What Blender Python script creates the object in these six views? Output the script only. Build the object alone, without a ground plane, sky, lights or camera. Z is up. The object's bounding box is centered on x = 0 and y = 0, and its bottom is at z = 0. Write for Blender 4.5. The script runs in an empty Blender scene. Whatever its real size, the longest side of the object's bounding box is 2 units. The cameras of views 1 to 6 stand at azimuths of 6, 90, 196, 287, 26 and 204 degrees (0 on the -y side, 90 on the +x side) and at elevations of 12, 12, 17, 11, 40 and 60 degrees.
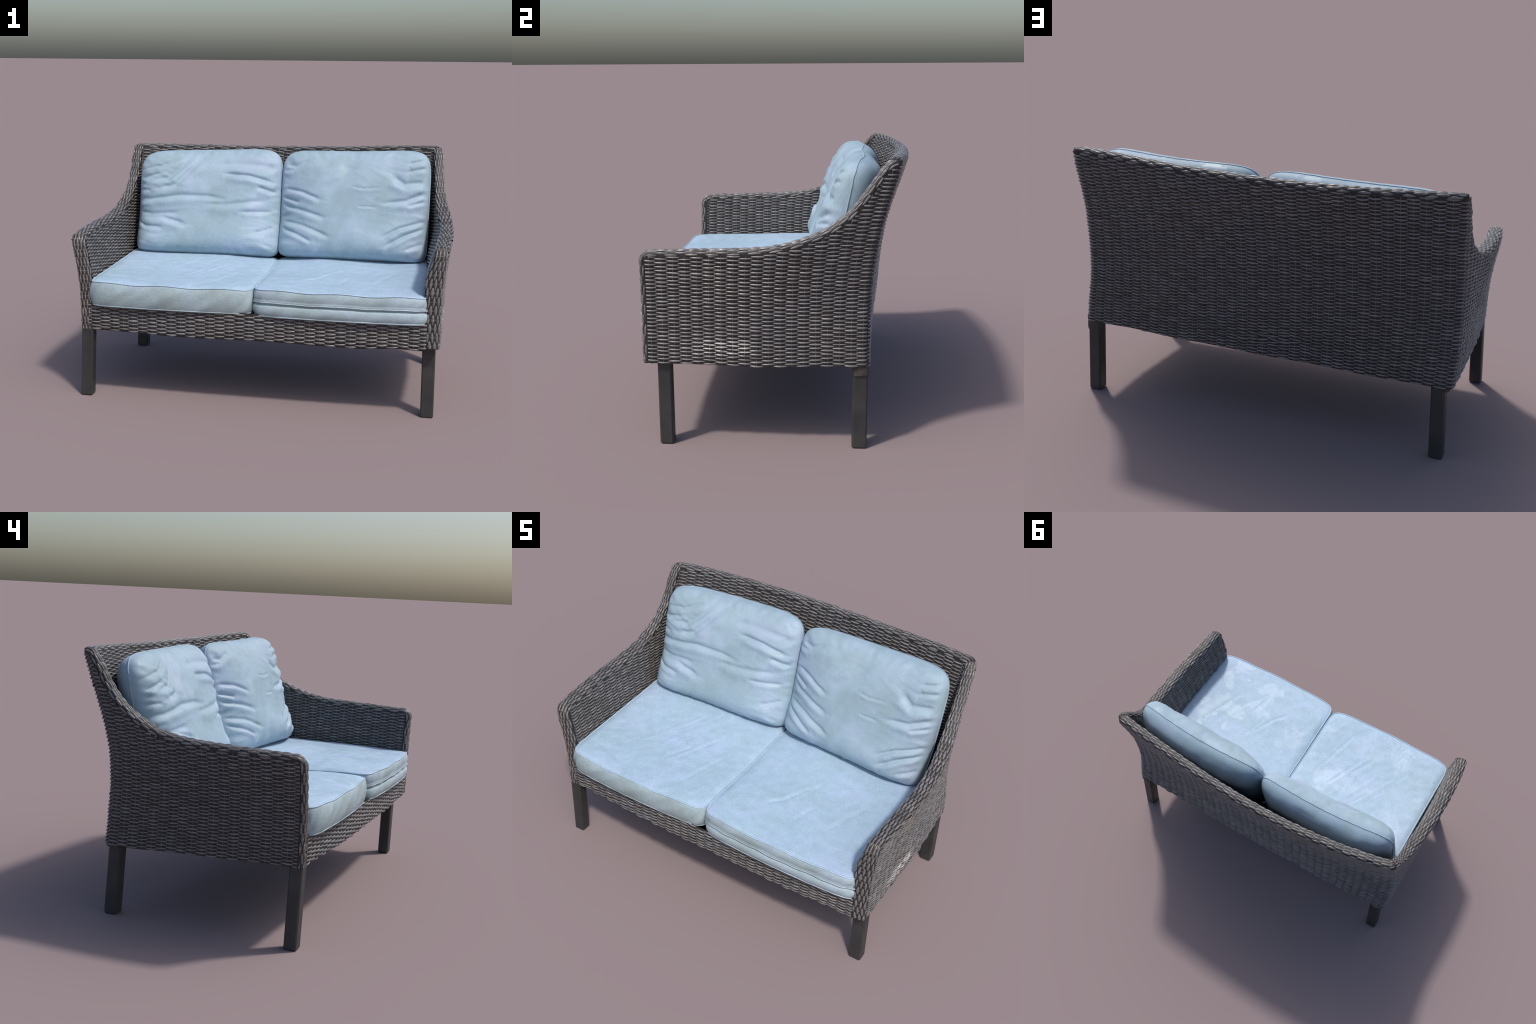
"""Two-seat wicker garden sofa with pale blue cushions (procedural)."""
import bpy, math, random
import numpy as np

random.seed(7)
RNG = np.random.default_rng(7)
TURN = math.radians(-4.2)          # the sofa stands slightly turned in the frame


# ------------------------------------------------------------------ helpers
def curve(points):
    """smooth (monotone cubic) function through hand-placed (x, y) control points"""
    xs = np.array([p[0] for p in points], float)
    ys = np.array([p[1] for p in points], float)
    h = np.diff(xs)
    d = np.diff(ys) / h
    m = np.zeros(len(xs))
    m[0], m[-1] = d[0], d[-1]
    for i in range(1, len(xs) - 1):
        if d[i - 1] * d[i] > 0:
            w1, w2 = 2 * h[i] + h[i - 1], h[i] + 2 * h[i - 1]
            m[i] = (w1 + w2) / (w1 / d[i - 1] + w2 / d[i])

    def f(x):
        x = np.asarray(x, float)
        xc = np.clip(x, xs[0], xs[-1])
        i = np.clip(np.searchsorted(xs, xc, side='right') - 1, 0, len(h) - 1)
        t = (xc - xs[i]) / h[i]
        y = ((1 + 2 * t) * (1 - t) ** 2 * ys[i] + t * (1 - t) ** 2 * h[i] * m[i]
             + t * t * (3 - 2 * t) * ys[i + 1] + t * t * (t - 1) * h[i] * m[i + 1])
        return y + np.where(x > xs[-1], (x - xs[-1]) * m[-1], 0) + np.where(x < xs[0], (x - xs[0]) * m[0], 0)
    return f


def smooth(a, b, x):
    t = np.clip((np.asarray(x, float) - a) / (b - a), 0, 1)
    return t * t * (3 - 2 * t)


def norm(v):
    return v / np.maximum(np.linalg.norm(v, axis=-1, keepdims=True), 1e-9)


def make_object(name, verts, faces, material, parent, flat=False):
    me = bpy.data.meshes.new(name)
    verts = np.asarray(verts, np.float32).reshape(-1, 3)
    faces = np.asarray(faces, np.int32)
    k = faces.shape[1]
    me.vertices.add(len(verts))
    me.vertices.foreach_set('co', verts.ravel())
    me.loops.add(faces.size)
    me.loops.foreach_set('vertex_index', faces.ravel())
    me.polygons.add(len(faces))
    me.polygons.foreach_set('loop_start', np.arange(0, faces.size, k, dtype=np.int32))
    me.polygons.foreach_set('use_smooth', np.full(len(faces), not flat))
    me.update(calc_edges=True)
    me.validate()
    me.materials.append(material)
    ob = bpy.data.objects.new(name, me)
    bpy.context.scene.collection.objects.link(ob)
    ob.parent = parent
    return ob


class Builder:
    """collects quad grids into one mesh"""
    def __init__(self):
        self.v, self.f, self.n = [], [], 0

    def grid(self, P, closed_u=False, flip=False):
        nu, nv = P.shape[:2]
        idx = np.arange(nu * nv).reshape(nu, nv) + self.n
        if closed_u:
            idx = np.vstack([idx, idx[:1]])
        q = np.stack([idx[:-1, :-1], idx[1:, :-1], idx[1:, 1:], idx[:-1, 1:]], -1).reshape(-1, 4)
        if flip:
            q = q[:, ::-1]
        self.v.append(P.reshape(-1, 3))
        self.f.append(q)
        self.n += nu * nv

    def patches(self, P, flip=False):
        """P: (count, nu, nv, 3) many small grids at once"""
        c, nu, nv = P.shape[:3]
        idx = np.arange(nu * nv).reshape(nu, nv)
        q = np.stack([idx[:-1, :-1], idx[1:, :-1], idx[1:, 1:], idx[:-1, 1:]], -1).reshape(-1, 4)
        if flip:
            q = q[:, ::-1]
        q = (q[None] + (np.arange(c) * nu * nv)[:, None, None] + self.n).reshape(-1, 4)
        self.v.append(P.reshape(-1, 3))
        self.f.append(q)
        self.n += c * nu * nv

    def done(self, name, material, parent):
        return make_object(name, np.concatenate(self.v), np.concatenate(self.f), material, parent)


# ------------------------------------------------------------------ materials
def new_material(name):
    m = bpy.data.materials.new(name)
    m.use_nodes = True
    nt = m.node_tree
    return m, nt, nt.nodes['Principled BSDF']


def node(nt, kind, **props):
    n = nt.nodes.new(kind)
    for k, v in props.items():
        if k in n.inputs:
            n.inputs[k].default_value = v
        else:
            setattr(n, k, v)
    return n


def noise(nt, coord, scale, detail=3.0, stretch=(1, 1, 1), rough=0.55):
    mp = node(nt, 'ShaderNodeMapping')
    mp.inputs['Scale'].default_value = stretch
    nt.links.new(coord, mp.inputs['Vector'])
    n = node(nt, 'ShaderNodeTexNoise', Scale=scale, Detail=detail, Roughness=rough)
    nt.links.new(mp.outputs['Vector'], n.inputs['Vector'])
    return n.outputs['Fac']


def ramp(nt, fac, stops):
    r = nt.nodes.new('ShaderNodeValToRGB')
    e = r.color_ramp.elements
    while len(e) < len(stops):
        e.new(0.5)
    for el, (p, c) in zip(e, stops):
        el.position = p
        el.color = (*c, 1) if len(c) == 3 else c
    nt.links.new(fac, r.inputs['Fac'])
    return r.outputs['Color']


def mix(nt, fac, a, b, blend='MIX'):
    m = nt.nodes.new('ShaderNodeMix')
    m.data_type = 'RGBA'
    m.blend_type = blend
    for sock, val in ((m.inputs[0], fac), (m.inputs[6], a), (m.inputs[7], b)):
        if isinstance(val, (int, float)):
            sock.default_value = val
        elif isinstance(val, tuple):
            sock.default_value = (*val, 1)
        else:
            nt.links.new(val, sock)
    return m.outputs[2]


def maths(nt, op, a, b=None, c=None, clamp=False):
    m = nt.nodes.new('ShaderNodeMath')
    m.operation = op
    m.use_clamp = clamp
    for s, v in zip(m.inputs, (a, b, c)):
        if v is None:
            continue
        if isinstance(v, (int, float)):
            s.default_value = v
        else:
            nt.links.new(v, s)
    return m.outputs[0]


def box_mask(nt, axis_out, lo, hi, soft):
    a = node(nt, 'ShaderNodeMapRange')
    a.interpolation_type = 'SMOOTHSTEP'
    a.inputs['From Min'].default_value = lo - soft
    a.inputs['From Max'].default_value = lo + soft
    nt.links.new(axis_out, a.inputs['Value'])
    b = node(nt, 'ShaderNodeMapRange')
    b.interpolation_type = 'SMOOTHSTEP'
    b.inputs['From Min'].default_value = hi + soft
    b.inputs['From Max'].default_value = hi - soft
    nt.links.new(axis_out, b.inputs['Value'])
    return maths(nt, 'MULTIPLY', a.outputs[0], b.outputs[0])


def wicker_material():
    m, nt, bsdf = new_material('wicker_strand')
    tc = node(nt, 'ShaderNodeTexCoord').outputs['Object']
    strand = noise(nt, tc, 1.0, 2.0, (14, 14, 150))           # strand to strand
    patch = noise(nt, tc, 3.2, 3.0)                           # weathered areas
    fine = noise(nt, tc, 260.0, 2.0)
    col = ramp(nt, strand, [(0.30, (0.108, 0.103, 0.102)), (0.5, (0.173, 0.167, 0.168)), (0.70, (0.262, 0.254, 0.259))])
    tint = ramp(nt, patch, [(0.35, (1.00, 0.945, 0.88)), (0.65, (0.97, 0.985, 1.01))])
    col = mix(nt, 1.0, col, tint, 'MULTIPLY')
    grain = ramp(nt, fine, [(0.3, (0.82, 0.82, 0.82)), (0.7, (1.1, 1.1, 1.1))])
    col = mix(nt, 1.0, col, grain, 'MULTIPLY')
    # a rubbed, chalky patch low on one side panel
    sep = node(nt, 'ShaderNodeSeparateXYZ')
    nt.links.new(tc, sep.inputs[0])
    rub = maths(nt, 'MULTIPLY', box_mask(nt, sep.outputs['Y'], -0.335, -0.085, 0.03),
                box_mask(nt, sep.outputs['Z'], 0.425, 0.492, 0.012))
    rub = maths(nt, 'MULTIPLY', rub, box_mask(nt, sep.outputs['X'], 0.915, 1.2, 0.005))
    blot = noise(nt, tc, 30.0, 2.0)
    rub = maths(nt, 'MULTIPLY', rub, maths(nt, 'MULTIPLY_ADD', blot, 4.0, -1.3, clamp=True))
    col = mix(nt, rub, col, (0.52, 0.49, 0.47))
    nt.links.new(col, bsdf.inputs['Base Color'])
    rg = ramp(nt, patch, [(0.4, (0.26,) * 3), (0.6, (0.44,) * 3)])
    nt.links.new(rg, bsdf.inputs['Roughness'])
    b = node(nt, 'ShaderNodeBump', Strength=0.25, Distance=0.001)
    nt.links.new(fine, b.inputs['Height'])
    nt.links.new(b.outputs[0], bsdf.inputs['Normal'])
    return m


def gap_shadow_material():
    m, nt, bsdf = new_material('core_painted_gap_shadow')
    tc = node(nt, 'ShaderNodeTexCoord').outputs['Object']
    n = noise(nt, tc, 40.0, 3.0)
    nt.links.new(ramp(nt, n, [(0.3, (0.015, 0.0125, 0.012)), (0.7, (0.032, 0.027, 0.026))]), bsdf.inputs['Base Color'])  # near-black base colour paints the shadow seen in gaps between strands
    bsdf.inputs['Roughness'].default_value = 0.6
    return m


def corner_material():
    m, nt, bsdf = new_material('brown_wrapped_fibre')
    tc = node(nt, 'ShaderNodeTexCoord').outputs['Object']
    n = noise(nt, tc, 60.0, 4.0, (1, 1, 3))
    nt.links.new(ramp(nt, n, [(0.3, (0.030, 0.025, 0.022)), (0.7, (0.085, 0.072, 0.062))]), bsdf.inputs['Base Color'])
    bsdf.inputs['Roughness'].default_value = 0.7
    b = node(nt, 'ShaderNodeBump', Strength=0.5, Distance=0.002)
    nt.links.new(n, b.inputs['Height'])
    nt.links.new(b.outputs[0], bsdf.inputs['Normal'])
    return m


def leg_material():
    m, nt, bsdf = new_material('charcoal_painted_metal')
    tc = node(nt, 'ShaderNodeTexCoord').outputs['Object']
    n = noise(nt, tc, 9.0, 4.0)
    f = noise(nt, tc, 120.0, 2.0)
    c = ramp(nt, n, [(0.3, (0.027, 0.027, 0.027)), (0.7, (0.044, 0.044, 0.043))])
    c = mix(nt, 1.0, c, ramp(nt, f, [(0.3, (0.9,) * 3), (0.72, (1.12,) * 3)]), 'MULTIPLY')
    nt.links.new(c, bsdf.inputs['Base Color'])
    bsdf.inputs['Roughness'].default_value = 0.5
    b = node(nt, 'ShaderNodeBump', Strength=0.15, Distance=0.001)
    nt.links.new(f, b.inputs['Height'])
    nt.links.new(b.outputs[0], bsdf.inputs['Normal'])
    return m


def fabric_material(name, grain_axis, tones):
    m, nt, bsdf = new_material(name)
    tc = node(nt, 'ShaderNodeTexCoord').outputs['Object']
    big = noise(nt, tc, 4.5, 3.0)
    mid = noise(nt, tc, 17.0, 4.0)
    thread = noise(nt, tc, 1.0, 2.0, grain_axis)
    col = ramp(nt, big, list(zip((0.32, 0.5, 0.68), tones)))
    col = mix(nt, 0.8, col, ramp(nt, mid, [(0.3, (0.90, 0.92, 0.90)), (0.7, (1.07, 1.06, 1.07))]), 'MULTIPLY')
    col = mix(nt, 1.0, col, ramp(nt, thread, [(0.32, (0.90, 0.90, 0.90)), (0.68, (1.08, 1.08, 1.08))]), 'MULTIPLY')
    nt.links.new(col, bsdf.inputs['Base Color'])
    worn = noise(nt, tc, 5.0, 4.0)
    nt.links.new(ramp(nt, worn, [(0.545, (0.60,) * 3), (0.57, (0.44,) * 3)]), bsdf.inputs['Roughness'])
    bsdf.inputs['Specular IOR Level'].default_value = 0.32
    b = node(nt, 'ShaderNodeBump', Strength=0.35, Distance=0.0015)
    h = maths(nt, 'ADD', thread, noise(nt, tc, 90.0, 3.0))
    nt.links.new(h, b.inputs['Height'])
    nt.links.new(b.outputs[0], bsdf.inputs['Normal'])
    return m


WICKER = wicker_material()
CORE = gap_shadow_material()
LEG = leg_material()
CORNER = corner_material()
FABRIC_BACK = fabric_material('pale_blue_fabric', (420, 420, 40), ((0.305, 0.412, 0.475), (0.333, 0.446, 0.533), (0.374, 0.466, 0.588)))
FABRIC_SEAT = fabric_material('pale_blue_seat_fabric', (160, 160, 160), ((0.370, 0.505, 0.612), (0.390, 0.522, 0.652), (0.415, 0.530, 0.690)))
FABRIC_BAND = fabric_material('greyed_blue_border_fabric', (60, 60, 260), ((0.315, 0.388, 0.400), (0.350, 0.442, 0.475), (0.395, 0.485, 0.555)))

# ------------------------------------------------------------------ the wall of the wicker body
# Plan outline at every height: left side, back, right side.  All sizes in metres.
FRONT_LEFT_Y, FRONT_RIGHT_Y = -0.527, -0.544
LEFT_FRONT_X = curve([(0.34, -0.905), (0.56, -0.909), (0.68, -0.921), (0.775, -0.937), (0.87, -0.953)])
LEFT_BACK_X = curve([(0.34, -0.916), (0.55, -0.926), (0.75, -0.925), (0.95, -0.924), (1.10, -0.929), (1.25, -0.934)])
RIGHT_FRONT_X = curve([(0.36, 0.950), (0.56, 0.947), (0.66, 0.950), (0.775, 0.959), (0.88, 0.971)])
RIGHT_BACK_X = curve([(0.36, 0.950), (0.52, 0.934), (0.67, 0.917), (0.79, 0.915), (0.96, 0.911), (1.11, 0.915), (1.26, 0.921)])
LEFT_BACK_Y = curve([(0.34, 0.432), (0.51, 0.411), (0.64, 0.402), (0.77, 0.408), (0.876, 0.431), (1.03, 0.483), (1.14, 0.521), (1.25, 0.556)])
RIGHT_BACK_Y = curve([(0.34, 0.429), (0.51, 0.428), (0.71, 0.433), (0.91, 0.459), (1.07, 0.498), (1.20, 0.538), (1.28, 0.556)])
L_SIDE, L_BACK = 0.975, 1.83           # nominal lengths used for the weave spacing
R_CORNER = 0.033
Q1, Q2 = L_SIDE, L_SIDE + L_BACK
Q_END = L_SIDE * 2 + L_BACK
FLOOR_LEFT, FLOOR_RIGHT = 0.345, 0.368  # lower edge of the wicker


BACK_BOW = curve([(0.34, 0.014), (0.5, 0.054), (0.65, 0.086), (0.8, 0.092), (1.0, 0.088), (1.26, 0.100)])
LEFT_BOW = curve([(0.34, 0.012), (0.5, 0.017), (0.7, 0.026), (0.9, 0.036)])
RIGHT_BOW = curve([(0.36, 0.016), (0.55, 0.029), (0.7, 0.043), (0.9, 0.062)])


def wall_raw(q, z):
    """outer wall with sharp corners; q runs left front -> back -> right front"""
    q, z = np.broadcast_arrays(np.asarray(q, float), np.asarray(z, float))
    t = q / L_SIDE
    xl = LEFT_FRONT_X(np.minimum(z, 0.93)) * (1 - t) + LEFT_BACK_X(z) * t - LEFT_BOW(np.minimum(z, 0.9)) * np.sin(np.pi * np.clip(t, 0, 1) ** 0.8)
    yl = FRONT_LEFT_Y * (1 - t) + LEFT_BACK_Y(z) * t
    u = (q - Q1) / L_BACK
    xb = LEFT_BACK_X(z) * (1 - u) + RIGHT_BACK_X(z) * u
    yb = LEFT_BACK_Y(z) * (1 - u) + RIGHT_BACK_Y(z) * u + BACK_BOW(z) * np.sin(np.pi * np.clip(u, 0, 1) ** 0.82)
    s = (Q_END - q) / L_SIDE
    xr = RIGHT_FRONT_X(np.minimum(z, 0.93)) * (1 - s) + RIGHT_BACK_X(z) * s + RIGHT_BOW(np.minimum(z, 0.9)) * np.sin(np.pi * np.clip(s, 0, 1) ** 1.25)
    yr = FRONT_RIGHT_Y * (1 - s) + RIGHT_BACK_Y(z) * s
    x = np.where(q < Q1, xl, np.where(q < Q2, xb, xr))
    y = np.where(q < Q1, yl, np.where(q < Q2, yb, yr))
    return np.stack([x, y, z], -1)


def wall(q, z):
    """outer wall, corners rounded by a quadratic blend"""
    q, z = np.broadcast_arrays(np.asarray(q, float), np.asarray(z, float))
    P = wall_raw(q, z)
    for c in (Q1, Q2):
        t = (q - (c - R_CORNER)) / (2 * R_CORNER)
        inside = (t > 0) & (t < 1)
        if inside.any():
            zi, ti = z[inside], t[inside][:, None]
            A = wall_raw(np.full_like(zi, c - R_CORNER), zi)
            K = wall_raw(np.full_like(zi, c), zi)
            B = wall_raw(np.full_like(zi, c + R_CORNER), zi)
            P[inside] = (1 - ti) ** 2 * A + 2 * ti * (1 - ti) * K + ti ** 2 * B
    return P


def wall_normal(q, z, fn=None):
    fn = fn or wall
    e = 0.002
    a = fn(q + e, z) - fn(q - e, z)
    b = fn(q, z + e) - fn(q, z - e)
    return norm(np.cross(b, a))


def thickness(q, z):
    """the wall is thinnest at the rim and along the back"""
    t, r = q / L_SIDE, (Q_END - q) / L_SIDE
    left = 0.064 + 0.006 * smooth(0.0, 0.4, t)
    right = 0.060 + 0.024 * smooth(0.88, 0.70, z) + 0.006 * smooth(0.0, 0.4, r)
    side = np.where(q < Q1, left, right)
    d = np.minimum(np.abs(q - Q1), np.abs(q - Q2))
    inback = (q > Q1) & (q < Q2)
    return np.where(inback, 0.050, 0.050 + (side - 0.050) * smooth(0.04, 0.3, d))


def inner_wall(q, z):
    q, z = np.broadcast_arrays(np.asarray(q, float), np.asarray(z, float))
    e = 0.004
    a = wall(q + e, z) - wall(q - e, z)
    n = norm(np.stack([-a[..., 1], a[..., 0], np.zeros_like(z)], -1))      # horizontal, outward
    return wall(q, z) - n * thickness(q, z)[..., None]


# crest of the rim: height over depth for the arms, then along the back
LEFT_RIM = [(-0.532, 0.868), (-0.37, 0.874), (-0.2, 0.878), (0.0, 0.887), (0.144, 0.908), (0.26, 0.955), (0.357, 1.022),
            (0.43, 1.108), (0.48, 1.195), (0.52, 1.246)]
RIGHT_RIM = [(-0.553, 0.886), (-0.39, 0.891), (-0.2, 0.897), (-0.03, 0.906), (0.05, 0.917), (0.144, 0.942), (0.238, 0.978),
             (0.332, 1.040), (0.396, 1.107), (0.46, 1.195), (0.50, 1.250), (0.52, 1.268)]
RIM_DEPTH = 0.022


def rim_function():
    pts = []
    for y, z in LEFT_RIM:
        zb = z - RIM_DEPTH
        pts.append(((y - FRONT_LEFT_Y) / (float(LEFT_BACK_Y(zb)) - FRONT_LEFT_Y) * L_SIDE, zb))
    right = []
    for y, z in RIGHT_RIM:
        zb = z - RIM_DEPTH
        right.append((Q_END - (y - FRONT_RIGHT_Y) / (float(RIGHT_BACK_Y(zb)) - FRONT_RIGHT_Y) * L_SIDE, zb))
    pts += [(Q1 + 0.03, 1.252 - RIM_DEPTH), (Q1 + 0.6, 1.247 - RIM_DEPTH), (Q1 + 1.2, 1.257 - RIM_DEPTH), (Q2 - 0.03, 1.281 - RIM_DEPTH)]
    pts += right[::-1]
    pts = [p for i, p in enumerate(pts) if i == 0 or p[0] > pts[i - 1][0] + 1e-4]
    return curve(pts)


RIM_RAW = rim_function()


def rim(q):
    """upper limit of the flat wall (front corners rounded)"""
    q = np.asarray(q, float)
    rc = 0.022
    e = np.minimum(q, Q_END - q)
    drop = np.where(e < rc, rc - np.sqrt(np.maximum(rc * rc - (rc - np.clip(e, 0, rc)) ** 2, 0)), 0)
    return RIM_RAW(q) - drop


def floor_z(q):
    q = np.asarray(q, float)
    P = np.clip(q / Q_END, 0, 1)
    base = curve([(0, 0.363), (0.10, 0.358), (0.24, 0.338), (0.28, 0.337), (0.5, 0.356), (0.72, 0.368), (0.78, 0.368), (1, 0.374)])(P)
    return base + 0.009 + 0.004 * np.sin(q * 9.0) * np.sin(q * 4.1 + 1)


# rim path: up the left front edge, along the crest, down the right front edge
def rim_path(step=0.006):
    up = np.arange(float(floor_z(0.0)) - 0.004, float(rim(0.0)), step)
    qs = np.concatenate([np.linspace(0, 0.022, 9)[1:-1], np.arange(0.022, Q_END - 0.022, step), np.linspace(Q_END - 0.022, Q_END, 9)[1:-1]])
    down = np.arange(float(rim(Q_END)), float(floor_z(Q_END)) - 0.004, -step)
    q = np.concatenate([np.zeros(len(up)), qs, np.full(len(down), Q_END)])
    z = np.concatenate([up, rim(qs), down])
    return q, z


RQ, RZ = rim_path()
R_OUT, R_IN = wall(np.clip(RQ, 1e-4, Q_END - 1e-4), RZ), inner_wall(np.clip(RQ, 1e-4, Q_END - 1e-4), RZ)
_mid = (R_OUT + R_IN) / 2
_tan = norm(np.gradient(_mid, axis=0))
for _ in range(3):
    _tan[1:-1] = norm(_tan[:-2] + 2 * _tan[1:-1] + _tan[2:])
_half = (R_OUT - R_IN) / 2
_out = norm(np.cross(_tan, _half))                       # direction away from the wall
_seg = np.concatenate([[0], np.cumsum(np.linalg.norm(np.diff(_mid, axis=0), axis=1))])
RIM_LEN = _seg[-1]


_th = np.linspace(0, np.pi, 181)                          # rounded-box section, evenly spaced by arc length
_sec_c = np.sign(np.cos(_th)) * np.abs(np.cos(_th)) ** 0.62
_sec_s = np.maximum(np.sin(_th), 0) ** 0.62
_sec_b = np.concatenate([[0], np.cumsum(np.hypot(np.diff(_sec_c) * 0.033, np.diff(_sec_s) * RIM_DEPTH))])
_sec_b /= _sec_b[-1]


def rim_band(a, b):
    """a: metres along the rim path, b: 0 (outer wall) .. 1 (inner wall) around the rounded edge"""
    a, b = np.broadcast_arrays(np.asarray(a, float), np.asarray(b, float))
    g = lambda arr: np.stack([np.interp(a, _seg, arr[:, i]) for i in range(3)], -1)
    c = np.interp(b, _sec_b, _sec_c)
    s = np.interp(b, _sec_b, _sec_s)
    return g(_mid) + g(_half) * c[..., None] + g(_out) * (RIM_DEPTH * s)[..., None]


# ------------------------------------------------------------------ weaving
PITCH = 0.0515          # distance between upright stakes


def weave(builder, fn, a_range, rows, row_half, limit=None, sign=1.0, amp=0.0052, cols=None, pitch=PITCH, na=7, jitter=1.0,
          stakes=True, lift=0.0, mess=None):
    """strands that pass over every other stake: fn(a, b) -> point; rows are values of b.
    row_half: half height of a strand in units of b.  limit(a) gives the largest allowed b."""
    a0, a1 = a_range
    c0, c1 = int(math.floor(a0 / pitch)), int(math.ceil(a1 / pitch))
    A0, A1, B, S = [], [], [], []
    for r, b in enumerate(rows):
        for c in range(c0, c1 + 1):
            if (r + c) % 2:
                continue
            lo, hi = (c - 0.60) * pitch, (c + 0.60) * pitch
            lo, hi = max(lo, a0), min(hi, a1)
            if limit is not None:
                t = np.linspace(lo, hi, 13)
                ok = limit(t) > b
                if ok.sum() < 4:
                    continue
                lo, hi = t[ok][0], t[ok][-1]
            if hi - lo < 0.012:
                continue
            A0.append(lo); A1.append(hi); B.append(b); S.append(c * pitch)
    if not B:
        return
    A0, A1, B, S = map(np.array, (A0, A1, B, S))
    n = len(B)
    B = B + RNG.normal(0, 0.13, n) * row_half * jitter
    if mess is not None:
        B = B + RNG.normal(0, 0.55, n) * row_half * mess(S, B)
    tilt = RNG.normal(0, 0.14, n) * row_half * jitter
    if mess is not None:
        tilt = tilt + RNG.normal(0, 0.9, n) * row_half * mess(S, B)
    fat = 1 + RNG.normal(0, 0.10, n) * jitter
    ampl = amp * (1 + RNG.normal(0, 0.16, n) * jitter)
    t = np.linspace(0, 1, na)
    a = A0[:, None] + (A1 - A0)[:, None] * t                          # (n, na)
    over = np.cos((a - S[:, None]) / pitch * np.pi)                   # 1 on the stake, <0 between
    prof = [(-1.0, -0.0030), (-0.62, 0.0004), (0.0, 0.0012), (0.62, 0.0004), (1.0, -0.0030)]
    width = row_half * fat[:, None] * (0.74 + 0.26 * np.clip(over, 0, 1))
    hs = np.array([p[0] for p in prof])
    os_ = np.array([p[1] for p in prof])
    b = B[:, None] + tilt[:, None] * (t - 0.5) * 2
    bb = b[..., None] + width[..., None] * hs                          # (n, na, 5)
    aa = np.broadcast_to(a[..., None], bb.shape)
    P = fn(aa, bb)
    e = 0.0015
    eb = e if row_half < 0.02 else 0.02
    N = norm(np.cross(fn(aa, bb + eb) - fn(aa, bb - eb), fn(aa + e, bb) - fn(aa - e, bb))) * sign
    off = ampl[:, None, None] * over[..., None] + os_ + lift
    builder.patches(P + N * off[..., None], flip=(sign > 0))
    if stakes:
        for c in range(c0, c1 + 1):
            ac = c * pitch
            if ac < a0 + 0.004 or ac > a1 - 0.004:
                continue
            top = rows[-1] if limit is None else min(rows[-1], float(limit(np.array(ac))))
            m = max(2, int((top - rows[0]) / row_half / 2))
            bz = np.linspace(rows[0], top, m)
            w = np.array([-0.0022, -0.0009, 0.0009, 0.0022])
            o = np.array([-0.002, 0.0004, 0.0004, -0.002]) + lift
            aa2, bb2 = np.meshgrid(ac + w, bz, indexing='ij')
            P2 = fn(aa2, bb2)
            N2 = norm(np.cross(fn(aa2, bb2 + eb) - fn(aa2, bb2 - eb), fn(aa2 + e, bb2) - fn(aa2 - e, bb2))) * sign
            builder.grid(P2 + N2 * o[:, None, None], flip=(sign > 0))


# ------------------------------------------------------------------ root
sofa = bpy.data.objects.new('wicker_sofa', None)
bpy.context.scene.collection.objects.link(sofa)
sofa.rotation_euler = (0, 0, TURN)
sofa['label'] = 'two-seat dark grey woven wicker sofa with pale blue cushions'
sofa['category'] = 'sofa'

ROW = 0.0088
SPANS = [('armrest', 0.0, Q1, 'left'), ('backrest', Q1, Q2, 'back'), ('armrest', Q2, Q_END, 'right')]


def along(qlo, qhi):
    """range of rim-path lengths belonging to a span of q"""
    if qlo <= 0:
        lo = 0.0
    else:
        lo = np.interp(qlo, RQ[(RQ > 0) & (RQ < Q_END)], _seg[(RQ > 0) & (RQ < Q_END)])
    if qhi >= Q_END:
        hi = RIM_LEN
    else:
        hi = np.interp(qhi, RQ[(RQ > 0) & (RQ < Q_END)], _seg[(RQ > 0) & (RQ < Q_END)])
    return float(lo), float(hi)


def tangle(q, z):
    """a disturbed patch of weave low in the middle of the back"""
    return np.exp(-((q - Q1 - 0.80) / 0.15) ** 2 - ((z - 0.43) / 0.055) ** 2)


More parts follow.
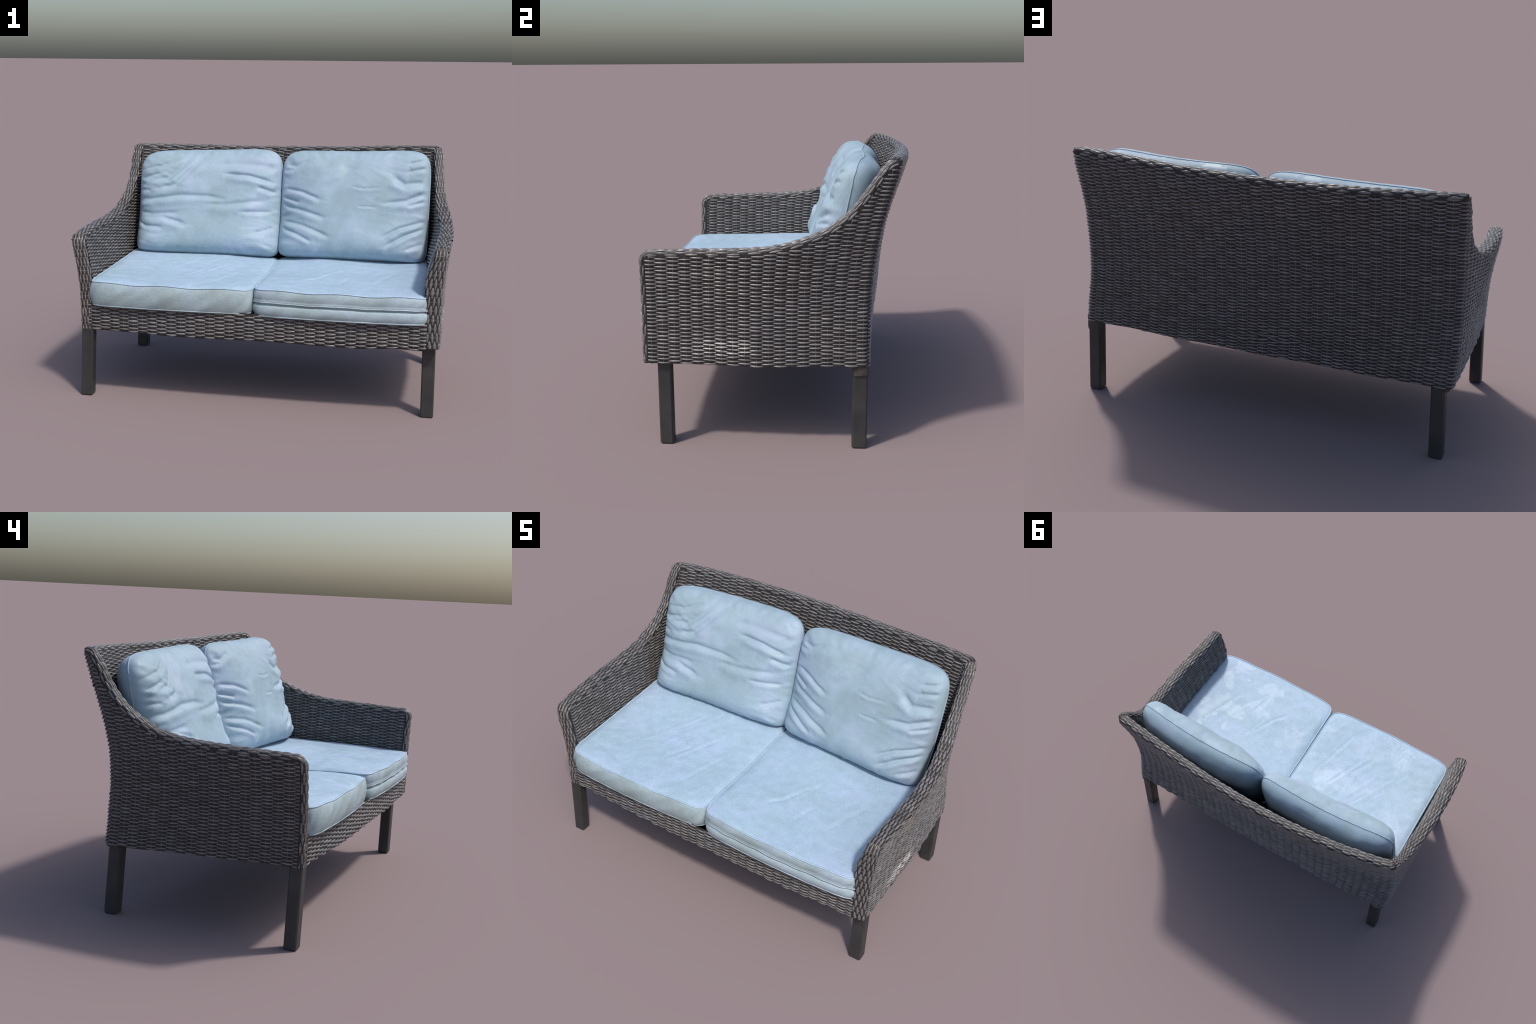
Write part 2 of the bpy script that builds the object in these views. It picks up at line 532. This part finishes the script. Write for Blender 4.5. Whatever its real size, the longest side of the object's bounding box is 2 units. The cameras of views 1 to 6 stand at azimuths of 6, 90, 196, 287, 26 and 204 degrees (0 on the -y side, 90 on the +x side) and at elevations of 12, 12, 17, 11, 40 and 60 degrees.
for name, qa, qb, which in SPANS:
    # core: outer sheet, rounded edge, inner sheet, lower lip
    core = Builder()
    qs = np.linspace(qa, qb, int((qb - qa) / 0.012) + 1)
    qs_in = np.clip(qs, 1e-4, Q_END - 1e-4)
    if which != 'back':
        extra = np.linspace(0, 0.022, 9)
        extra = extra if which == 'left' else Q_END - extra
        qs_in = np.unique(np.clip(np.concatenate([qs_in, extra]), 1e-4, Q_END - 1e-4))
    t = np.linspace(0, 1, 60)
    Z = floor_z(qs_in)[:, None] * (1 - t) + rim(qs_in)[:, None] * t
    core.grid(wall(np.broadcast_to(qs_in[:, None], Z.shape), Z))
    core.grid(inner_wall(np.broadcast_to(qs_in[:, None], Z.shape), Z), flip=True)
    a0, a1 = along(qa, qb)
    av = np.arange(a0, a1 + 0.008, 0.008)
    av[-1] = a1
    core.grid(rim_band(*np.meshgrid(av, np.linspace(0, 1, 25), indexing='ij')))
    for end in ((a0,) if which == 'left' else (a1,) if which == 'right' else ()):
        ring = rim_band(np.full(15, end), np.linspace(0, 1, 15))
        mid = ring[[0, -1]].mean(0) - np.array([0, 0, 0.004])
        core.grid(np.stack([ring, np.broadcast_to(mid, ring.shape)], 1))
    lip = np.stack([wall(qs_in, floor_z(qs_in)), inner_wall(qs_in, floor_z(qs_in))], 1)
    lip = lip[:, :1] * (1 - np.linspace(0, 1, 5)[None, :, None]) + lip[:, 1:] * np.linspace(0, 1, 5)[None, :, None]
    lip[..., 2] -= 0.007 * np.sin(np.linspace(0, 1, 5) * np.pi) ** 0.5
    core.grid(lip, flip=True)
    part = core.done(name, CORE, sofa)

    w = Builder()
    zlow = float(np.min(floor_z(qs_in)))
    ztop = float(np.max(rim(qs_in)))
    rows = np.arange(zlow + 0.004, ztop, ROW)
    lowfn = lambda q: rim(q) - 0.001
    # outer weave (rows start at the lower edge everywhere)
    shift = lambda q, z: wall(np.clip(q, 1e-3, Q_END - 1e-3), z + (floor_z(q) - zlow) * np.clip(1 - (z - zlow) / 0.4, 0, 1))
    weave(w, shift, (max(qa, 0.004), min(qb, Q_END - 0.004)), rows, ROW * 0.52, lowfn, 1.0, mess=tangle if which == 'back' else None)
    inner_rows = np.arange(0.585 if which != 'back' else 0.60, ztop, ROW)
    weave(w, lambda q, z: inner_wall(np.clip(q, 1e-3, Q_END - 1e-3), z), (max(qa, 0.004), min(qb, Q_END - 0.004)), inner_rows, ROW * 0.52, lowfn, -1.0)
    # edge weave
    nb = 10 if which != 'back' else 8
    weave(w, rim_band, (a0 + 0.003, a1 - 0.003), (np.arange(nb) + 0.5) / nb, 0.60 / nb, None, 1.0, amp=0.0030, pitch=0.045)
    strands = w.done('woven_strands', WICKER, part)
    strands['kind'] = 'stuff'

# ------------------------------------------------------------------ front apron
APRON_TOP = 0.512


def apron(a, z):
    a, z = np.broadcast_arrays(np.asarray(a, float), np.asarray(z, float))
    u = (a + 0.86) / 1.74
    y = -0.546 - 0.021 * u - 0.018 * np.sin(np.pi * np.clip(u, 0, 1)) + 0.012 * smooth(0.40, 0.34, z)
    return np.stack([a, y, z], -1)


ap = Builder()
xs = np.linspace(-0.86, 0.89, 100)
apron_floor = lambda x: 0.366 + 0.004 * np.sin(x * 7 + 1) + 0.008 * smooth(0.55, 0.72, x) * smooth(0.86, 0.74, x)
zz = apron_floor(xs)[:, None] + (APRON_TOP - apron_floor(xs)[:, None]) * np.linspace(0, 1, 18)
ap.grid(apron(np.broadcast_to(xs[:, None], zz.shape), zz))
bot = apron(xs, apron_floor(xs))
backline = bot.copy(); backline[:, 1] += 0.05
ap.grid(np.stack([bot, (bot + backline) / 2 - np.array([0, 0, 0.010]), backline], 1), flip=True)
apron_part = ap.done('front_apron', CORE, sofa)
w = Builder()
weave(w, lambda a, z: apron(a, z + (apron_floor(a) - 0.362) * np.clip(1 - (z - 0.36) / 0.1, 0, 1)), (-0.862, 0.885), np.arange(0.367, 0.508, 0.0102), 0.0056, None, -1.0)
ws = w.done('woven_strands', WICKER, apron_part)
ws['kind'] = 'stuff'

# ------------------------------------------------------------------ seat deck and underside
def quad_plate(name, corners, z, h, material, parent):
    c = np.array([(x, y, z) for x, y in corners], float)
    v = np.concatenate([c, c + np.array([0, 0, h])])
    f = [(3, 2, 1, 0), (4, 5, 6, 7), (0, 1, 5, 4), (1, 2, 6, 5), (2, 3, 7, 6), (3, 0, 4, 7)]
    return make_object(name, v, f, material, parent, flat=True)


quad_plate('seat_deck', [(-0.88, -0.51), (0.92, -0.51), (0.90, 0.43), (-0.89, 0.41)], 0.375, 0.12, CORE, sofa)


# ------------------------------------------------------------------ legs
def leg(foot, top, z_top, wx, wy):
    """square tube with chamfered edges, slightly splayed"""
    ch = 0.006
    ring = []
    for sx, sy in ((1, 1), (-1, 1), (-1, -1), (1, -1)):
        hx, hy = sx * wx / 2, sy * wy / 2
        pair = [(hx, hy - sy * ch), (hx - sx * ch, hy)]
        ring += pair if sx * sy > 0 else pair[::-1]
    ring = np.array(ring)
    levels = [(0.0, 0.90), (0.004, 1.0), (0.06, 1.0), (z_top * 0.5, 1.0), (z_top, 1.0)]
    V = []
    for z, s in levels:
        t = z / z_top
        c = np.array(foot) * (1 - t) + np.array(top) * t
        V += [(c[0] + x * s, c[1] + y * s, z) for x, y in ring]
    n = len(ring)
    F = [(l * n + i, l * n + (i + 1) % n, (l + 1) * n + (i + 1) % n, (l + 1) * n + i) for l in range(len(levels) - 1) for i in range(n)]
    F += [(3, 2, 1, 0), (7, 4, 3, 0), (7, 6, 5, 4)]
    return make_object('leg', V, F, LEG, sofa, flat=True)


leg((-0.890, -0.513), (-0.872, -0.517), 0.40, 0.062, 0.060)
leg((0.904, -0.470), (0.900, -0.474), 0.40, 0.066, 0.060)
leg((0.914, 0.390), (0.906, 0.392), 0.40, 0.062, 0.066)
leg((-0.866, 0.405), (-0.850, 0.390), 0.40, 0.064, 0.064)


def corner_wrap(cx, cy, wx, wy, z0, z1):
    """short wrapped sleeve where a back leg enters the wicker"""
    ring = np.array([(1, -.7), (1, .7), (.7, 1), (-.7, 1), (-1, .7), (-1, -.7), (-.7, -1), (.7, -1)])
    P = []
    for t in np.linspace(0, 1, 6):
        k = 1 + 0.02 * math.sin(t * 9)
        z = z0 + (z1 - z0) * t + 0.004 * np.sin(np.arange(8) * 2.1) * (1 - t)
        P.append(np.stack([cx + ring[:, 0] * wx / 2 * k, cy + ring[:, 1] * wy / 2 * k, z], -1))
    b = Builder()
    b.grid(np.stack(P, 1), closed_u=True)
    b.done('corner_wrap', CORNER, sofa)


corner_wrap(0.912, 0.392, 0.068, 0.072, 0.334, 0.40)
corner_wrap(-0.868, 0.393, 0.072, 0.072, 0.328, 0.39)


# ------------------------------------------------------------------ cushions
def rounded_square(n, power, lower_power=None):
    """n x n grid on [-1, 1]^2 pulled into a rounded-corner square, denser at the rim"""
    t = np.sin(np.linspace(-1, 1, n) * np.pi / 2)
    t = 0.55 * t + 0.45 * np.linspace(-1, 1, n)
    p, q = np.meshgrid(t, t, indexing='ij')
    m = np.maximum(np.abs(p), np.abs(q))
    power = np.where(q < 0, lower_power or power, power)
    L = (np.abs(p) ** power + np.abs(q) ** power) ** (1 / power)
    k = np.where(L > 1e-9, m / np.maximum(L, 1e-9), 1.0)
    return p * k, q * k, m


def crease_field(x, y, creases):
    """folds: each a polyline in cushion space, a depth and a width; a groove with a raised lip beside it"""
    d = np.zeros_like(x)
    for pts, depth, width in creases:
        pts = np.array(pts, float)
        seg = np.linalg.norm(np.diff(pts, axis=0), axis=1)
        total = seg.sum()
        best = np.full(x.shape, 1e9); side = np.zeros_like(x); pos = np.zeros_like(x)
        run = 0.0
        for i in range(len(seg)):
            a, b = pts[i], pts[i + 1]
            v = (b - a) / seg[i]
            s = np.clip((x - a[0]) * v[0] + (y - a[1]) * v[1], 0, seg[i])
            dx, dy = x - (a[0] + v[0] * s), y - (a[1] + v[1] * s)
            dist = np.hypot(dx, dy)
            near = dist < best
            best = np.where(near, dist, best)
            side = np.where(near, np.sign(v[0] * dy - v[1] * dx), side)
            pos = np.where(near, (run + s) / total, pos)
            run += seg[i]
        taper = np.clip(np.minimum(pos, 1 - pos) * 5 + 0.25, 0, 1)
        sd = best * side
        width = width * 1.1
        depth = depth * 1.15
        d -= depth * taper * np.exp(-(sd / width) ** 2)
        d += depth * 0.6 * taper * np.exp(-((sd + 2.1 * width) / (1.7 * width)) ** 2)
    return d


def soft_noise(x, y, seed, scale, octaves=3):
    """sum of random plane waves, smooth and seeded"""
    r = np.random.default_rng(seed)
    out = np.zeros_like(x)
    for o in range(octaves):
        for _ in range(6):
            ang = r.uniform(0, 2 * np.pi)
            k = scale * 2 ** o * r.uniform(0.7, 1.3)
            out += np.sin((x * np.cos(ang) + y * np.sin(ang)) * k + r.uniform(0, 6.28)) * 0.5 ** o / 6
    return out


def fold_noise(x, y, seed):
    """soft sideways folds: ridged waves that run roughly across the cushion"""
    r = np.random.default_rng(seed)
    out = np.zeros_like(x)
    wx = soft_noise(x, y, seed + 31, 10.0) * 0.06
    for k in (38, 52, 70, 95):
        ang = r.uniform(-0.5, 0.5)
        w = np.sin((x * np.sin(ang) + (y + wx) * np.cos(ang)) * k + r.uniform(0, 6.28))
        gate = smooth(-0.2, 0.6, soft_noise(x, y, seed + k, 12.0, 1) * 2)
        out += (1 - np.abs(w) * 1.6) * gate * 38 / k * 0.6
    return out


def tube(points, radius, closed=True, sides=6):
    P = np.asarray(points)
    T = norm(np.roll(P, -1, 0) - np.roll(P, 1, 0)) if closed else norm(np.gradient(P, axis=0))
    ref = np.array([0.31, 0.17, 0.93])
    U = norm(np.cross(T, ref)); V = np.cross(T, U)
    a = np.linspace(0, 2 * np.pi, sides, endpoint=False)
    ring = P[:, None] + radius * (np.cos(a)[None, :, None] * U[:, None] + np.sin(a)[None, :, None] * V[:, None])
    ring = np.concatenate([ring, ring[:, :1]], 1)
    return ring


def perimeter(n):
    """indices (i, j) around the edge of an n x n grid, counter-clockwise"""
    k = np.arange(n - 1)
    i = np.concatenate([k, np.full(n - 1, n - 1), n - 1 - k, np.zeros(n - 1, int)])
    j = np.concatenate([np.zeros(n - 1, int), k, np.full(n - 1, n - 1), n - 1 - k])
    return i, j


def back_cushion(center, half_w, half_h, half_t, lean, yaw, creases, seed, outline, inner):
    """inner: +1 or -1, the side (along u) that meets the neighbouring cushion"""
    n = 190
    u, v, m = rounded_square(n, 7.0, 14.0)
    x, y = u * half_w, v * half_h
    ou, ov = outline(u, v)
    X = x + ou; Y = y + ov
    dome = np.clip(1 - m ** (5.5 + 2 * smooth(0, 0.8, -u * inner)), 0, 1) ** 0.5
    dome = dome * (0.84 + 0.24 * (1 - u ** 2) * (1 - 0.8 * v ** 2))
    squash = 1.0 + 0.16 * smooth(0.3, -1.0, v) - 0.16 * smooth(0.2, 1.0, v) - 0.22 * smooth(0.45, 1.0, u * inner)
    wr = crease_field(x, y, creases)
    edge = np.clip(1 - m, 0, 1)
    # gathers pulled in by the seam
    ang = np.arctan2(v, u)
    r = np.random.default_rng(seed)
    gather = sum(np.sin(ang * k + r.uniform(0, 6.28)) for k in (23, 37, 51)) / 3
    gather = gather * 0.0035 * np.exp(-((edge - 0.07) / 0.07) ** 2)
    lump = soft_noise(x, y, seed, 11.0) * 0.012 + fold_noise(x, y, seed + 5) * 0.0028 * (0.25 + 0.75 * smooth(0.15, 0.8, np.abs(u)))
    fade = smooth(0.0, 0.10, edge)
    front = dome * half_t * squash + (wr + lump) * fade + gather
    rear = dome * half_t * 1.02 + soft_noise(x, y, seed + 9, 12.0) * 0.012 * fade
    W = np.array([0, -math.cos(lean), math.sin(lean)])
    V = np.array([0, math.sin(lean), math.cos(lean)])
    U = np.array([1.0, 0, 0])
    c, s = math.cos(yaw), math.sin(yaw)
    rot = np.array([[c, -s, 0], [s, c, 0], [0, 0, 1]])
    U, V, W = rot @ U, rot @ V, rot @ W
    # the seam plane sags backward in the middle of the top edge
    sag = -0.030 * (1 - u ** 2) * smooth(-0.4, 1.0, v) + 0.045 * smooth(-0.2, -1.0, v)
    base = np.array(center) + X[..., None] * U + Y[..., None] * V + sag[..., None] * W
    b = Builder()
    b.grid(base + front[..., None] * W)
    b.grid(base - rear[..., None] * W, flip=True)
    ob = b.done('back_cushion', FABRIC_BACK, sofa)
    i, j = perimeter(n)
    ring = (base + front[..., None] * W)[i, j]
    p = Builder()
    p.grid(tube(ring, 0.0034), closed_u=True, flip=True)
    p.done('piping', FABRIC_BACK, ob)
    return ob


def uv_creases(rows, half_w, half_h):
    """crease control points are written as fractions of width and height (0..1 from lower left)"""
    return [([((a - 0.5) * 2 * half_w, (b - 0.5) * 2 * half_h) for a, b in pts], d, w) for pts, d, w in rows]


LEFT_FOLDS = [
    ([(0.02, 0.80), (0.18, 0.84), (0.30, 0.92)], 0.007, 0.010),
    ([(0.02, 0.70), (0.16, 0.76)], 0.006, 0.009),
    ([(0.10, 0.70), (0.22, 0.71), (0.30, 0.81), (0.36, 0.90)], 0.008, 0.013),
    ([(0.16, 0.61), (0.28, 0.65), (0.38, 0.81), (0.44, 0.89)], 0.009, 0.014),
    ([(0.62, 0.755), (0.78, 0.74), (0.94, 0.685)], 0.012, 0.011),
    ([(0.55, 0.85), (0.72, 0.85), (0.95, 0.82)], 0.006, 0.016),
    ([(0.85, 0.64), (0.97, 0.59)], 0.010, 0.010),
    ([(0.01, 0.50), (0.12, 0.505), (0.32, 0.545), (0.50, 0.545), (0.62, 0.52)], 0.009, 0.012),
    ([(0.50, 0.47), (0.65, 0.47), (0.90, 0.52)], 0.008, 0.014),
    ([(0.01, 0.39), (0.12, 0.365), (0.30, 0.38)], 0.008, 0.012),
    ([(0.06, 0.33), (0.20, 0.335), (0.36, 0.275)], 0.011, 0.013),
    ([(0.00, 0.30), (0.08, 0.25), (0.20, 0.24)], 0.007, 0.009),
    ([(0.74, 0.405), (0.84, 0.41), (0.95, 0.42)], 0.007, 0.009),
    ([(0.84, 0.21), (0.96, 0.27)], 0.007, 0.012),
    ([(0.02, 0.60), (0.10, 0.59)], 0.005, 0.008),
    ([(0.90, 0.95), (0.97, 0.86)], 0.004, 0.008),
]
RIGHT_FOLDS = [
    ([(0.02, 0.85), (0.10, 0.84), (0.20, 0.90)], 0.008, 0.014),
    ([(0.01, 0.79), (0.08, 0.81)], 0.007, 0.009),
    ([(0.02, 0.63), (0.15, 0.60), (0.29, 0.53)], 0.009, 0.010),
    ([(0.02, 0.55), (0.14, 0.50)], 0.008, 0.009),
    ([(0.03, 0.47), (0.16, 0.43), (0.32, 0.37)], 0.009, 0.011),
    ([(0.02, 0.33), (0.18, 0.29), (0.36, 0.20)], 0.009, 0.011),
    ([(0.02, 0.27), (0.14, 0.21), (0.24, 0.15)], 0.008, 0.009),
    ([(0.76, 0.76), (0.84, 0.69), (0.97, 0.71)], 0.013, 0.016),
    ([(0.86, 0.87), (0.97, 0.90)], 0.007, 0.009),
    ([(0.86, 0.80), (0.98, 0.83)], 0.008, 0.009),
    ([(0.72, 0.52), (0.86, 0.55), (0.98, 0.63)], 0.010, 0.012),
    ([(0.86, 0.50), (0.98, 0.55)], 0.007, 0.009),
    ([(0.72, 0.22), (0.82, 0.30), (0.97, 0.37)], 0.010, 0.009),
    ([(0.74, 0.14), (0.86, 0.24), (0.98, 0.31)], 0.010, 0.009),
    ([(0.86, 0.11), (0.98, 0.18)], 0.006, 0.010),
    ([(0.50, 0.66), (0.58, 0.645), (0.68, 0.66)], 0.003, 0.006),
    ([(0.54, 0.485), (0.66, 0.485)], 0.003, 0.005),
    ([(0.48, 0.86), (0.42, 0.70), (0.30, 0.62)], 0.005, 0.03),
]

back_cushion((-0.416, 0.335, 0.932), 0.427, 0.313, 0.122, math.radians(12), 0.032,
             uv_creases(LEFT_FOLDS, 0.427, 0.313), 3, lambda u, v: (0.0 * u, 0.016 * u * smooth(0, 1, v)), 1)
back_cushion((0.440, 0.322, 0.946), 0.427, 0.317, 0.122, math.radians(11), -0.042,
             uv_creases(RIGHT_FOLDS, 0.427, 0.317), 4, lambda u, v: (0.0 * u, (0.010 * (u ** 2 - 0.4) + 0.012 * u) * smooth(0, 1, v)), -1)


def seat_cushion(x0, x1, y0, y1, z0, z_front, z_back, seed, folds, ridge, seam):
    n = 150
    u, v, m = rounded_square(n, 16.0)
    cx, cy, hw, hd = (x0 + x1) / 2, (y0 + y1) / 2, (x1 - x0) / 2, (y1 - y0) / 2
    bowf = -0.018 * (1 - u ** 2) * smooth(0.2, -1, v)
    x, y = cx + u * hw, cy + v * hd + bowf
    edge = 1 - m
    top = z_front + (z_back - z_front) * (v + 1) / 2
    top = top + 0.010 * (1 - np.exp(-edge / 0.05)) - 0.004 - 0.012 * (1 - u ** 2) * (1 - v ** 2) - 0.022 * smooth(0.25, 1.0, u * seam) * smooth(-0.8, 0.1, v)
    rel = crease_field(u * hw, v * hd, folds) * 0.6 + fold_noise(v * hd, u * hw, seed + 8) * 0.0009 + soft_noise(u * hw, v * hd, seed, 9.0) * 0.0035 + soft_noise(u * hw, v * hd * 2.2, seed + 3, 40.0, 2) * 0.0012
    top = top + rel * smooth(0, 0.08, edge)
    top = top + 0.0035 * np.sin(u * 9 + seed) * np.exp(-edge / 0.05)
    b = Builder()
    T = np.stack([x, y, top], -1)
    b.grid(T, flip=False)
    B = np.stack([x, y, np.full_like(x, z0)], -1)
    b.grid(B, flip=True)
    i, j = perimeter(n)
    ring_t, ring_b = T[i, j], B[i, j]
    out = norm(np.stack([np.sign(u[i, j]) * np.abs(u[i, j]) ** 9 / hw * hd, np.sign(v[i, j]) * np.abs(v[i, j]) ** 9, np.zeros(len(i))], -1))
    ts = np.linspace(0, 1, 25)
    side = []
    arc = np.arange(len(i)) / len(i) * 2 * np.pi
    for t in ts:
        if ridge:
            if t < 0.46:
                bulge = 0.010 * math.sin(math.pi * t / 0.46) ** 0.6
            else:
                bulge = 0.018 * math.sin(math.pi * (t - 0.46) / 0.54) ** 0.6 - 0.004
            bulge += 0.010 * math.exp(-((t - 0.44) / 0.035) ** 2) - 0.008 * math.exp(-((t - 0.52) / 0.04) ** 2)
        else:
            bulge = 0.016 * math.sin(math.pi * t) ** 0.6
        wob = 0.003 * np.sin(arc * 14 + 3 * t + seed) + 0.002 * np.sin(arc * 31 + 7 * t)
        wob *= math.sin(math.pi * t)
        side.append(ring_t * (1 - t) + ring_b * t + out * (bulge + wob)[:, None])
    ob = b.done('seat_cushion', FABRIC_SEAT, sofa)
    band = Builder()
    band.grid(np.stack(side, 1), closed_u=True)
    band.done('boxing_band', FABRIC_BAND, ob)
    p = Builder()
    p.grid(tube(ring_t + out * 0.001, 0.0045), closed_u=True)
    p.done('piping', FABRIC_SEAT, ob)
    p = Builder()
    p.grid(tube(ring_b + out * 0.003 + np.array([0, 0, 0.004]), 0.0045), closed_u=True)
    if ridge:
        p.grid(tube(side[11] + out * 0.001, 0.004), closed_u=True)
    p.done('piping', FABRIC_BAND, ob)
    return ob


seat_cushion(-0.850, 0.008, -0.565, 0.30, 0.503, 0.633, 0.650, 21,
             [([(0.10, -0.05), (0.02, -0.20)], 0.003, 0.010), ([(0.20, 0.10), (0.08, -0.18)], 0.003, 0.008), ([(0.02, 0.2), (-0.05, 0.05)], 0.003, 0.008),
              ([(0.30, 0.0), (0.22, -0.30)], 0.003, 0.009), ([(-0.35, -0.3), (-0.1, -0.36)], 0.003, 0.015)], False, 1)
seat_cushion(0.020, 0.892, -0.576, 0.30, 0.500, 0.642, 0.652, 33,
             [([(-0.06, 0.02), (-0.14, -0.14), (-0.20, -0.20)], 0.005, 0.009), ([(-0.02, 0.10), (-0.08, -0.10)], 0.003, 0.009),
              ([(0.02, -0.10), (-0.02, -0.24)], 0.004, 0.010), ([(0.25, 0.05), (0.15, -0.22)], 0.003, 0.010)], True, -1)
